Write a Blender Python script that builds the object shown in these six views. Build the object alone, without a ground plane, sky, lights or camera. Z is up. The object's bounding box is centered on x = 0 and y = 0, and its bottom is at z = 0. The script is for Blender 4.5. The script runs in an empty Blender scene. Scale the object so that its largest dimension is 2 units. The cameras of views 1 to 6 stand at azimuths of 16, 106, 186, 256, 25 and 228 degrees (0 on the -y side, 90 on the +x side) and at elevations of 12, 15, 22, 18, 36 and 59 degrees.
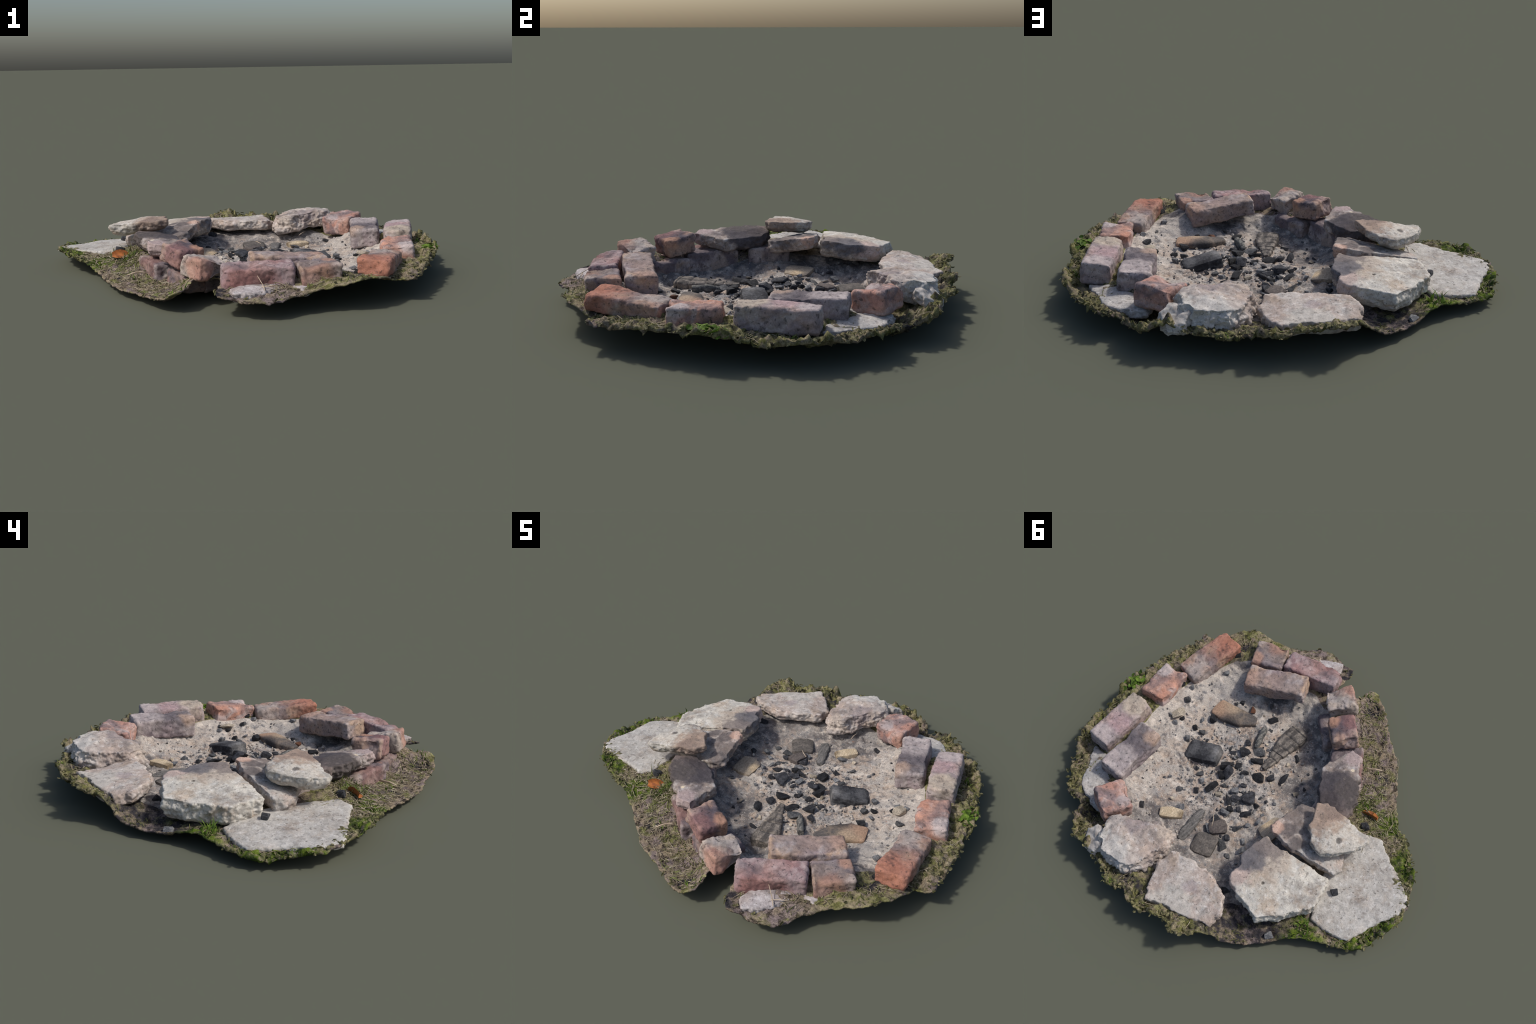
"""A round outdoor fire pit: a ragged patch of turf carrying a ring of old bricks and broken
concrete slabs around a bed of ash with charred wood.  Everything is built part by part."""
import math
import random
import bpy
import bmesh
import numpy as np
from mathutils import Vector, Matrix, noise
from mathutils.geometry import delaunay_2d_cdt

rnd = random.Random(7)
noise.seed_set(3)

# ------------------------------------------------------------------ small helpers
root = bpy.data.objects.new("fire_pit", None)
bpy.context.scene.collection.objects.link(root)
root["label"] = "round fire pit of bricks and broken slabs with ash"
root["category"] = "fire pit"


def link(obj, parent=root):
    bpy.context.scene.collection.objects.link(obj)
    obj.parent = parent
    return obj


def smooth(mesh):
    mesh.polygons.foreach_set("use_smooth", [True] * len(mesh.polygons))
    mesh.update()


def fbm(p, freq, octaves=3, seed=0.0, h=1.0):
    return noise.fractal(Vector((p[0] * freq + seed, p[1] * freq - seed, p[2] * freq + 2 * seed)), h, 2.0, octaves)


def step(x, a, b):
    t = min(1.0, max(0.0, (x - a) / (b - a)))
    return t * t * (3 - 2 * t)


def coords(mesh):
    a = np.empty(len(mesh.vertices) * 3)
    mesh.vertices.foreach_get("co", a)
    return a.reshape(-1, 3)


def normals(mesh):
    a = np.empty(len(mesh.vertices) * 3)
    mesh.vertices.foreach_get("normal", a)
    return a.reshape(-1, 3)


def set_coords(mesh, a):
    mesh.vertices.foreach_set("co", np.asarray(a, float).ravel())
    mesh.update()


# ------------------------------------------------------------------ materials
class Paint:
    """A Principled material put together from noise masks on Object coordinates."""

    def __init__(self, name, rough=0.9, seed=0.0, spec=0.2):
        self.mat = bpy.data.materials.new(name)
        self.mat.use_nodes = True
        self.nt = self.mat.node_tree
        self.bsdf = self.nt.nodes["Principled BSDF"]
        self.bsdf.inputs["Roughness"].default_value = rough
        self.bsdf.inputs["Specular IOR Level"].default_value = spec
        self.tc = self.nt.nodes.new("ShaderNodeTexCoord")
        self.seed = seed

    def node(self, kind, **kw):
        n = self.nt.nodes.new(kind)
        for k, v in kw.items():
            setattr(n, k, v)
        return n

    def at(self, offset=0.0, stretch=(1, 1, 1), rot=(0, 0, 0)):
        m = self.node("ShaderNodeMapping")
        s = self.seed + offset
        m.inputs["Location"].default_value = (s * 1.7, s * -2.3, s * 3.1)
        m.inputs["Rotation"].default_value = rot
        m.inputs["Scale"].default_value = stretch
        self.nt.links.new(self.tc.outputs["Object"], m.inputs["Vector"])
        return m.outputs["Vector"]

    def noise(self, scale, lo=0.4, hi=0.6, detail=4, rough=0.6, offset=0.0, stretch=(1, 1, 1), rot=(0, 0, 0), distortion=0.0):
        n = self.node("ShaderNodeTexNoise")
        n.inputs["Scale"].default_value = scale
        n.inputs["Detail"].default_value = detail
        n.inputs["Roughness"].default_value = rough
        n.inputs["Distortion"].default_value = distortion
        self.nt.links.new(self.at(offset, stretch, rot), n.inputs["Vector"])
        return self.band(n.outputs["Fac"], lo, hi)

    def cells(self, scale, lo, hi, offset=0.0, feature="F1"):
        n = self.node("ShaderNodeTexVoronoi", feature=feature)
        n.inputs["Scale"].default_value = scale
        self.nt.links.new(self.at(offset), n.inputs["Vector"])
        return self.band(n.outputs["Distance"], lo, hi)

    def band(self, sock, lo, hi, a=0.0, b=1.0):
        m = self.node("ShaderNodeMapRange", interpolation_type="SMOOTHSTEP")
        m.inputs["From Min"].default_value = min(lo, hi)
        m.inputs["From Max"].default_value = max(lo, hi)
        m.inputs["To Min"].default_value = a if lo < hi else b
        m.inputs["To Max"].default_value = b if lo < hi else a
        self.nt.links.new(sock, m.inputs["Value"])
        return m.outputs["Result"]

    def math(self, op, a, b):
        m = self.node("ShaderNodeMath", operation=op)
        m.use_clamp = True
        for i, v in enumerate((a, b)):
            if hasattr(v, "links"):
                self.nt.links.new(v, m.inputs[i])
            else:
                m.inputs[i].default_value = v
        return m.outputs[0]

    def spot(self, centre, radius, soft=0.5, wobble=0.5, freq=14.0, squash=(1, 1, 1), offset=0.0):
        """A blotch round a point, with a noisy outline."""
        m = self.node("ShaderNodeMapping", vector_type="POINT")
        m.inputs["Location"].default_value = tuple(-c * s for c, s in zip(centre, squash))
        m.inputs["Scale"].default_value = squash
        self.nt.links.new(self.tc.outputs["Object"], m.inputs["Vector"])
        ln = self.node("ShaderNodeVectorMath", operation="LENGTH")
        self.nt.links.new(m.outputs["Vector"], ln.inputs[0])
        n = self.node("ShaderNodeTexNoise")
        n.inputs["Scale"].default_value = freq
        n.inputs["Detail"].default_value = 4
        self.nt.links.new(self.at(offset + 5), n.inputs["Vector"])
        ad = self.node("ShaderNodeMath", operation="MULTIPLY_ADD")
        self.nt.links.new(n.outputs["Fac"], ad.inputs[0])
        ad.inputs[1].default_value = -2 * wobble * radius
        self.nt.links.new(ln.outputs["Value"], ad.inputs[2])
        return self.band(ad.outputs[0], radius * (1 - wobble), radius * (1 - soft - wobble))

    def mix(self, a, b, fac, blend="MIX"):
        m = self.node("ShaderNodeMix", data_type="RGBA", blend_type=blend)
        for sock, v in ((m.inputs[6], a), (m.inputs[7], b)):
            if hasattr(v, "links"):
                self.nt.links.new(v, sock)
            else:
                sock.default_value = (*v, 1)
        if hasattr(fac, "links"):
            self.nt.links.new(fac, m.inputs[0])
        else:
            m.inputs[0].default_value = fac
        return m.outputs[2]

    def random_tint(self, col, amount):
        oi = self.node("ShaderNodeObjectInfo")
        hsv = self.node("ShaderNodeHueSaturation")
        self.nt.links.new(self.band(oi.outputs["Random"], 0, 1, 1 - amount, 1 + amount), hsv.inputs["Value"])
        self.nt.links.new(col, hsv.inputs["Color"])
        return hsv.outputs["Color"]

    def grain(self, col, scale, amount, offset=0.0, stretch=(1, 1, 1), rot=(0, 0, 0)):
        n = self.noise(scale, 0.3, 0.7, 5, 0.7, offset + 9, stretch, rot)
        lo, hi = 1 - amount, 1 + amount
        ramp = self.band(n, 0, 1, lo, hi)
        v = self.node("ShaderNodeHueSaturation")
        self.nt.links.new(ramp, v.inputs["Value"])
        self.nt.links.new(col, v.inputs["Color"])
        return v.outputs["Color"]

    def done(self, col, bump=0.3, bump_scale=120, dist=0.004, stretch=(1, 1, 1)):
        self.nt.links.new(col, self.bsdf.inputs["Base Color"])
        if bump:
            n = self.node("ShaderNodeTexNoise")
            n.inputs["Scale"].default_value = bump_scale
            n.inputs["Detail"].default_value = 5
            n.inputs["Roughness"].default_value = 0.7
            self.nt.links.new(self.at(3, stretch), n.inputs["Vector"])
            b = self.node("ShaderNodeBump")
            b.inputs["Strength"].default_value = bump
            b.inputs["Distance"].default_value = dist
            self.nt.links.new(n.outputs["Fac"], b.inputs["Height"])
            self.nt.links.new(b.outputs["Normal"], self.bsdf.inputs["Normal"])
        return self.mat


SOOT = (0.035, 0.033, 0.038)
ORANGE = (0.42, 0.195, 0.13)
SALMON = (0.44, 0.265, 0.21)
LILAC = (0.305, 0.245, 0.25)
TAN = (0.34, 0.25, 0.195)
PLUM = (0.26, 0.135, 0.13)
GREY = (0.36, 0.32, 0.295)
PALE = (0.46, 0.405, 0.395)
DUSK = (0.16, 0.13, 0.14)


def brick_material(seed, main, second, dust=0.35, soot=0.3, spots=(), edge=None):
    p = Paint("fired_clay", 0.92, seed)
    col = p.mix(main, second, p.noise(7, 0.42, 0.58, 4, 0.55, 0, (1, 1, 1), (0, 0, 0), 0.6))
    col = p.mix(col, PALE, p.math("MULTIPLY", p.noise(9, 0.45, 0.62, 5, 0.6, 2, (1, 1, 1), (0, 0, 0), 0.8), min(1, dust * 1.6)))
    col = p.mix(col, DUSK, p.math("MULTIPLY", p.noise(8, 0.47, 0.62, 5, 0.6, 4, (1, 1, 1), (0, 0, 0), 0.6), min(1, soot * 2.4)))
    for centre, radius, colour, amount in spots:
        col = p.mix(col, colour, p.math("MULTIPLY", p.spot(centre, radius, 0.5, 0.45, 17), amount))
    col = p.mix(col, (0.10, 0.075, 0.07), p.math("MULTIPLY", p.noise(17, 0.53, 0.68, 6, 0.68, 5), 0.6))
    col = p.mix(col, SOOT, p.math("MULTIPLY", p.noise(60, 0.62, 0.68, 2, 0.5, 6), 0.55))
    col = p.grain(col, 40, 0.13)
    col = p.grain(col, 170, 0.11, 3)
    return p.done(col, 0.5, 110, 0.004)


def stone_material(seed, main, second, soot=0.15, spots=(), warm=0.3, speck=0.5):
    p = Paint("weathered_concrete", 0.93, seed)
    col = p.mix(main, second, p.noise(6, 0.42, 0.58, 5, 0.6, 0, (1, 1, 1), (0, 0, 0), 0.5))
    col = p.mix(col, (0.42, 0.32, 0.235), p.math("MULTIPLY", p.noise(11, 0.48, 0.66, 5, 0.62, 2), warm * 1.3))
    col = p.mix(col, (0.14, 0.12, 0.115), p.math("MULTIPLY", p.noise(9, 0.52, 0.68, 5, 0.62, 4), min(1, soot * 1.6)))
    lift = p.mix(col, (1, 1, 1), 0.22)
    col = p.mix(col, lift, p.math("MULTIPLY", p.noise(42, 0.52, 0.66, 3, 0.6, 8), 0.8))
    for centre, radius, colour, amount in spots:
        col = p.mix(col, colour, p.math("MULTIPLY", p.spot(centre, radius, 0.42, 0.55, 24), amount))
    col = p.mix(col, (0.20, 0.17, 0.15), p.math("MULTIPLY", p.noise(34, 0.57, 0.68, 4, 0.6, 7), 0.5))
    col = p.mix(col, (0.06, 0.05, 0.048), p.math("MULTIPLY", p.noise(75, 0.64, 0.68, 2, 0.5, 6), speck))
    col = p.grain(col, 30, 0.11)
    col = p.grain(col, 150, 0.12, 3)
    return p.done(col, 0.5, 110, 0.004)


# ------------------------------------------------------------------ the lie of the land
# rim of the turf patch (x, y, height), counter-clockwise, starting right of the gap in the turf
RIM = [(.17, -.882, .095), (.22, -.875, .083), (.29, -.890, .08), (.37, -.893, .08), (.41, -.865, .082), (.47, -.79, .087),
       (.53, -.738, .1), (.63, -.705, .118), (.72, -.675, .142), (.79, -.605, .142), (.822, -.53, .12), (.845, -.472, .1),
       (.885, -.478, .105), (.92, -.455, .105), (.94, -.35, .1), (.952, -.27, .113), (.982, -.2, .121), (.975, -.12, .12),
       (.99, 0, .128), (.995, .08, .122), (.965, .15, .115), (.935, .24, .088), (.925, .33, .1), (.905, .42, .11),
       (.89, .46, .12), (.86, .5, .115), (.80, .56, .088), (.78, .6, .1), (.715, .665, .105), (.645, .725, .105),
       (.6, .72, .1), (.55, .705, .07), (.545, .765, .095), (.48, .82, .1), (.425, .86, .105), (.35, .85, .14),
       (.3, .852, .12), (.24, .855, .1), (.17, .865, .1), (.115, .9, .105), (.065, .89, .1), (.045, .855, .1), (-.03, .88, .12),
       (-.1, .885, .115), (-.18, .835, .125), (-.235, .82, .13), (-.3, .845, .15), (-.36, .80, .14), (-.42, .715, .112),
       (-.48, .68, .06), (-.56, .615, .045), (-.66, .48, .055), (-.73, .405, .07), (-.84, .33, .05), (-.895, .3, .05),
       (-.955, .23, .038), (-.985, .115, .055), (-.998, 0, .07), (-.977, -.065, .078), (-.94, -.115, .083), (-.9, -.19, .1),
       (-.81, -.26, .09), (-.73, -.315, .08), (-.645, -.36, .065), (-.57, -.44, .05), (-.51, -.5, .045), (-.475, -.54, .042),
       (-.41, -.63, .045), (-.31, -.7, .043), (-.215, -.765, .05), (-.14, -.83, .058), (-.08, -.862, .062), (-.035, -.875, .085),
       (.005, -.855, .1), (.012, -.79, .105), (.02, -.735, .125), (.04, -.67, .12), (.08, -.64, .11), (.12, -.66, .11), (.14, -.74, .108), (.15, -.785, .105),
       (.145, -.835, .1)]
# heights inside the rim
LAND = [(.135, -.03, .043), (.2, .38, .040), (.55, .05, .074), (-.03, .35, .018), (-.14, .35, .006), (-.19, .1, .042), (.18, .155, .042), (.5, -.2, .058),
        (.28, -.28, .042), (.62, -.3, .092), (.68, -.05, .1), (.63, .18, .088), (.42, .26, .046), (.38, .16, .05), (.5, .36, .075), (.25, -.44, .05), (.4, -.34, .05),
        (.42, -.55, .09), (.1, -.45, .018), (-.07, -.37, .012), (.06, -.3, .026), (-.2, -.22, .018), (-.21, -.08, .03), (.36, .5, .055), (.15, .5, .042),
        (-.08, .53, .055), (-.27, .28, .04), (-.27, .44, .05), (-.23, -.5, .056), (-.12, -.6, .056), (-.54, -.28, .085), (-.34, -.5, .05),
        (-.45, -.52, .045), (-.07, -.775, .046), (-.44, -.24, .125), (-.5, -.17, .12), (-.37, -.3, .12), (-.57, -.12, .105), (-.43, -.36, .075),
        (-.6, .49, .034), (-.47, .58, .036), (-.45, .3, .07), (-.5, -.05, .095),
        (-.7, -.15, .084), (-.9, 0, .062), (-.82, .22, .05), (-.69, .33, .055), (-.65, .1, .074), (.3, -.8, .097), (.47, -.7, .1),
        (.88, -.4, .112), (.88, .3, .095), (.9, -.1, .112), (.62, .62, .085), (.72, .5, .095), (.50, .70, .035), (.2, .65, .085), (.4, .74, .085), (-.2, .7, .085),
        (.71, -.56, .125), (.02, .74, .09), (.31, .05, .052), (-.02, .05, .044), (-.38, .12, .05), (-.38, .38, .06),
        (.672, .30, .135), (.785, .082, .135), (.775, -.178, .125), (.505, .478, .115), (.455, -.545, .14), (.405, -.635, .14), (-.03, -.575, .13), (.81, .44, .075)]
# outline of the ash bed, hidden under the stones
ASH = [(.66, -.46), (.72, -.3), (.74, -.1), (.72, .1), (.66, .28), (.57, .42), (.46, .585), (.3, .63), (.18, .66), (.05, .67), (-.1, .65), (-.27, .6),
       (-.39, .5), (-.47, .4), (-.5, .2), (-.44, 0), (-.3, -.18), (-.12, -.43), (.06, -.58), (.2, -.62), (.42, -.58), (.55, -.54)]

ctrl = np.array(RIM + LAND)


def tps_fit(pts, lam=2e-4):
    xy, z = pts[:, :2], pts[:, 2]
    d = np.linalg.norm(xy[:, None] - xy[None], axis=2)
    k = np.where(d > 0, d * d * np.log(d + 1e-12), 0) + lam * np.eye(len(z))
    p = np.c_[np.ones(len(z)), xy]
    a = np.block([[k, p], [p.T, np.zeros((3, 3))]])
    return np.linalg.solve(a, np.r_[z, 0, 0, 0])


W = tps_fit(ctrl)


def land(xy):
    xy = np.atleast_2d(xy)
    d = np.linalg.norm(xy[:, None] - ctrl[None, :, :2], axis=2)
    k = np.where(d > 0, d * d * np.log(d + 1e-12), 0)
    return k @ W[:-3] + W[-3] + xy @ W[-2:]


def height(x, y):
    return float(land(np.array([[x, y]]))[0])


def dense(poly, gap, wob=0.0, freq=30, seed=0.0, closed=True):
    """Sample a closed outline evenly and let it wander."""
    out = []
    for i, a in enumerate(poly):
        b = poly[(i + 1) % len(poly)]
        a, b = np.array(a, float), np.array(b, float)
        n = max(1, int(round(np.linalg.norm((b - a)[:2]) / gap)))
        for j in range(n):
            q = a + (b - a) * j / n
            if wob:
                q[0] += wob * fbm((q[0], q[1], 0), freq, 3, seed)
                q[1] += wob * fbm((q[0], q[1], 5), freq, 3, seed + 3)
            out.append(q)
    return np.array(out)


def inside(poly, pts):
    poly, pts = np.asarray(poly), np.asarray(pts)
    r = np.zeros(len(pts), bool)
    x, y = pts[:, 0], pts[:, 1]
    for a, b in zip(poly, np.roll(poly, -1, 0)):
        c = (a[1] > y) != (b[1] > y)
        with np.errstate(divide="ignore", invalid="ignore"):
            xi = (b[0] - a[0]) * (y - a[1]) / (b[1] - a[1]) + a[0]
        r ^= c & (x < xi)
    return r


def rim_dist(poly, pts):
    best = np.full(len(pts), 9.0)
    for a, b in zip(poly, np.roll(poly, -1, 0)):
        ab = b - a
        t = np.clip(((pts - a) @ ab) / (ab @ ab), 0, 1)
        best = np.minimum(best, np.linalg.norm(pts - (a + t[:, None] * ab), axis=1))
    return best


def inside1(poly, x, y):
    a, b = poly, np.roll(poly, -1, 0)
    c = (a[:, 1] > y) != (b[:, 1] > y)
    xi = (b[c, 0] - a[c, 0]) * (y - a[c, 1]) / (b[c, 1] - a[c, 1]) + a[c, 0]
    return bool(np.count_nonzero(x < xi) % 2)


def mossiness(x, y):
    """1 where the rim is a soft mossy cushion (right and far side), 0 on the trodden straw."""
    far = step(y + 0.9 * x, 0.15, 0.6)
    return max(far, 0.55 * step(-x - 0.25 * y, 0.72, 0.85))


GAP = 0.0085
rim2 = dense([(r[0] - .020 * step(r[0], .93, .99) + .006 * step(-r[0], .93, .98), r[1] * (.988 if r[1] > 0 else .992 if r[0] < .06 else 1.005)) for r in RIM], GAP, 0.010, 28, 1.5)
ash2 = dense(ASH, GAP * 1.4, 0.012, 12, 4.0)
gx, gy = np.meshgrid(np.arange(-1.02, 1.02, GAP), np.arange(-.95, .95, GAP * .87))
gx = gx + (np.arange(gx.shape[0]) % 2)[:, None] * GAP / 2
rs = np.random.RandomState(5)
pts = np.c_[gx.ravel(), gy.ravel()] + rs.uniform(-.0018, .0018, (gx.size, 2))
pts = pts[inside(rim2, pts)]
pts = pts[(rim_dist(rim2, pts) > GAP * .55) & (rim_dist(ash2, pts) > GAP * .45)]
nr, na = len(rim2), len(ash2)
allp = np.r_[rim2, ash2, pts]
edges = [(nr + i, nr + (i + 1) % na) for i in range(na)]
V, _, F, *_ = delaunay_2d_cdt([Vector(p) for p in allp], edges, [list(range(nr))], 1, 1e-6)
V = np.array([tuple(v) for v in V])
F = [tuple(f) for f in F]
rd = rim_dist(rim2, V)
base = land(V)
in_ash = inside(ash2, V)
ash_d = rim_dist(ash2, V)
top = np.empty((len(V), 3))
for i, (x, y) in enumerate(V):
    p = (x, y, 0)
    m = mossiness(x, y)
    if in_ash[i]:
        k = step(ash_d[i], 0, 0.03)
        rubble = 0.6 + 0.8 * step(fbm(p, 5, 2, 11), -.3, .4)
        z = k * (0.006 * fbm(p, 11, 2, 2) + rubble * (0.010 * fbm(p, 26, 4, 3, .8) + 0.006 * abs(fbm(p, 55, 2, 6))))
        top[i] = (x, y, base[i] + z)
    else:
        k = step(ash_d[i], 0, 0.03)
        edge = step(rd[i], 0.12, 0.0)
        lump = 0.007 + 0.021 * m * edge + 0.004 * m
        n1, n2 = fbm(p, 22, 2, 1), fbm(p, 55, 3, 7)
        z = k * (lump * (n1 * 1.2 + .35 * edge * m) + (0.0065 + 0.007 * m) * n2)
        dx = k * (0.003 + 0.007 * m) * fbm(p, 40, 2, 13)
        dy = k * (0.003 + 0.007 * m) * fbm(p, 40, 2, 17)
        top[i] = (x + dx, y + dy, base[i] + z)
# underside: a thin sod, thicker below the middle, resting on the ground there
thick = np.array([0.005 + min(0.04, 0.07 * max(0.0, d - 0.03)) for d in rd])
bottom = top.copy()
bottom[:, 2] = np.maximum(0.0, np.minimum(top[:, 2] - 0.006, base - thick))
nv = len(V)
allv = np.r_[top, bottom]
cent = np.array([V[list(f)].mean(0) for f in F])
ash_face = inside(ash2, cent)
ecount = {}
for f in F:
    for a, b in zip(f, f[1:] + f[:1]):
        ecount[(a, b)] = 1
border = [(a, b) for (a, b) in ecount if (b, a) not in ecount]
under = [tuple(nv + i for i in f[::-1]) for f in F] + [(b, a, nv + a, nv + b) for a, b in border]
whole = bpy.data.meshes.new("whole")
whole.from_pydata([tuple(v) for v in allv], [], list(F) + under)
whole.update()
wn = normals(whole)


def region(name, faces, mat):
    used = sorted({i for f in faces for i in f})
    idx = {v: i for i, v in enumerate(used)}
    me = bpy.data.meshes.new(name)
    me.from_pydata([tuple(allv[i]) for i in used], [], [tuple(idx[i] for i in f) for f in faces])
    smooth(me)
    me.normals_split_custom_set_from_vertices([tuple(wn[i]) for i in used])
    me.materials.append(mat)
    return link(bpy.data.objects.new(name, me))


def turf_material():
    p = Paint("turf", 0.95, 2.0, 0.1)
    straw, earth, violet = (0.27, 0.215, 0.15), (0.045, 0.035, 0.029), (0.21, 0.165, 0.16)
    col = p.mix(straw, violet, p.noise(9, 0.42, 0.6, 3))
    col = p.mix(col, earth, p.noise(28, 0.49, 0.60, 5, 0.7, 1))
    col = p.mix(col, (0.42, 0.36, 0.26), p.math("MULTIPLY", p.noise(70, 0.56, 0.68, 4, 0.6, 2, (1, 2.6, 1), (0, 0, .6)), 0.7))
    moss = (0.13, 0.13, 0.045)
    patches = p.noise(10, 0.50, 0.62, 4, 0.6, 3)
    for c, r in (((.85, .1, .1), .62), ((.45, .8, .1), .55), ((-.2, .85, .12), .42), ((.7, -.62, .1), .33), ((-.78, -.27, .09), .24), ((-.62, -.2, .09), .2)):
        patches = p.math("MAXIMUM", patches, p.math("MULTIPLY", p.spot(c, r, 0.5, 0.35, 9, offset=c[0]), 0.95))
    mcol = p.mix(moss, (0.255, 0.24, 0.115), p.noise(26, 0.42, 0.62, 4, 0.6, 5))
    mcol = p.mix(mcol, (0.05, 0.048, 0.028), p.noise(36, 0.50, 0.62, 4, 0.65, 7))
    mcol = p.mix(mcol, (0.30, 0.25, 0.17), p.math("MULTIPLY", p.noise(16, 0.48, 0.6, 4, 0.6, 21), 0.75))
    col = p.mix(col, mcol, p.math("MULTIPLY", patches, p.noise(24, 0.30, 0.5, 4, 0.6, 12)))
    green = (0.115, 0.16, 0.022)
    fresh = None
    for c, r in (((-.93, .2, .05), .15), ((-.72, .39, .06), .11), ((-.85, -.23, .09), .13), ((-.62, -.34, .08), .10), ((-.98, .06, .07), .09), ((-.47, -.3, .09), .07)):
        s = p.spot(c, r * 1.15, 0.6, 0.6, 20, offset=c[1])
        fresh = s if fresh is None else p.math("MAXIMUM", fresh, s)
    gcol = p.mix(green, (0.04, 0.06, 0.016), p.noise(38, 0.42, 0.58, 4, 0.6, 8))
    col = p.mix(col, gcol, p.math("MULTIPLY", fresh, p.noise(30, 0.34, 0.52, 4, 0.6, 14)))
    soot = None
    for c, r in (((-.45, .58, .05), .16), ((-.55, .53, .04), .13), ((.03, .74, .09), .12), ((-.07, -.775, .055), .05), ((.55, .68, .1), .1), ((-.4, -.5, .05), .04), ((.18, -.84, .09), .06), ((.66, -.52, .1), .08)):
        s = p.spot(c, r * 1.4, 0.5, 0.4, 18, offset=c[0] + 2)
        soot = s if soot is None else p.math("MAXIMUM", soot, s)
    col = p.mix(col, (0.04, 0.037, 0.042), p.math("MULTIPLY", soot, p.noise(22, 0.38, 0.6, 4, 0.65, 16)))
    col = p.grain(col, 150, 0.3)
    return p.done(col, 0.7, 130, 0.006)


def ash_material():
    p = Paint("ash", 0.97, 5.0, 0.05)
    col = p.mix((0.47, 0.425, 0.38), (0.33, 0.31, 0.295), p.noise(6, 0.42, 0.6, 5, 0.6))
    col = p.mix(col, (0.66, 0.59, 0.52), p.math("MULTIPLY", p.noise(20, 0.50, 0.64, 5, 0.65, 1), 0.8))
    warm = p.math("MULTIPLY", p.spot((.1, .05, .05), .62, 0.5, 0.4, 7), p.noise(14, 0.44, 0.6, 5, 0.65, 2))
    col = p.mix(col, (0.42, 0.285, 0.19), p.math("MULTIPLY", warm, 0.5))
    dark_patches = p.spot((-.42, .25, .05), .3, 0.4, 0.4, 9)  # darker patch of ash beneath the slabs; more dark patches follow
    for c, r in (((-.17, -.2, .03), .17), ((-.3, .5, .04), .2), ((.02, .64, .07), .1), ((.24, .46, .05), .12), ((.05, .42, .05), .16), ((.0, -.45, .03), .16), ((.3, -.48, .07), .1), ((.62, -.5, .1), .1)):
        dark_patches = p.math("MAXIMUM", dark_patches, p.spot(c, r * 1.3, 0.5, 0.4, 11, offset=c[1]))
    col = p.mix(col, (0.17, 0.155, 0.15), p.math("MULTIPLY", dark_patches, p.noise(18, 0.36, 0.58, 5, 0.65, 4)))
    col = p.mix(col, (0.115, 0.12, 0.135), p.math("MULTIPLY", p.noise(40, 0.54, 0.64, 5, 0.7, 5), 0.7))
    mid = p.spot((.15, .02, .05), .45, 0.6, 0.3, 8, offset=3)
    col = p.mix(col, (0.045, 0.045, 0.05), p.math("MULTIPLY", mid, p.math("MULTIPLY", p.noise(60, 0.55, 0.62, 4, 0.65, 6), 0.85)))
    col = p.mix(col, (0.40, 0.16, 0.07), p.math("MULTIPLY", p.noise(85, 0.66, 0.72, 3, 0.6, 8), 0.6))
    col = p.mix(col, (0.74, 0.69, 0.62), p.math("MULTIPLY", p.noise(95, 0.60, 0.70, 3, 0.6, 10), 0.55))
    col = p.grain(col, 170, 0.18)
    return p.done(col, 0.7, 140, 0.006)


region("turf", [f for f, a in zip(F, ash_face) if not a] + under, turf_material())
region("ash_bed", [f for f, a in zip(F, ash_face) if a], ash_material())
bpy.data.meshes.remove(whole)


# ------------------------------------------------------------------ bricks
def rounded_box(size, radius, cell=0.006):
    """Evenly gridded box with rounded edges, as a mesh centred on the origin."""
    n = [max(4, int(round(s / cell))) for s in size]
    bm = bmesh.new()
    seen = {}
    half = np.array(size) / 2

    def vert(q):
        key = tuple(int(round(c * 1e5)) for c in q)
        if key not in seen:
            inner = np.clip(q, -(half - radius), half - radius)
            d = q - inner
            ln = np.linalg.norm(d)
            seen[key] = bm.verts.new(inner + d / ln * radius if ln > 1e-9 else q)
        return seen[key]

    for ax in range(3):
        u, v = (ax + 1) % 3, (ax + 2) % 3
        for sgn in (-1, 1):
            for i in range(n[u]):
                for j in range(n[v]):
                    quad = []
                    for a, b in ((0, 0), (1, 0), (1, 1), (0, 1)):
                        q = np.zeros(3)
                        q[ax] = sgn * half[ax]
                        q[u] = -half[u] + size[u] * (i + a) / n[u]
                        q[v] = -half[v] + size[v] * (j + b) / n[v]
                        quad.append(vert(q))
                    bm.faces.new(quad if sgn > 0 else quad[::-1])
    me = bpy.data.meshes.new("block")
    bm.to_mesh(me)
    bm.free()
    me.update()
    return me


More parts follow.
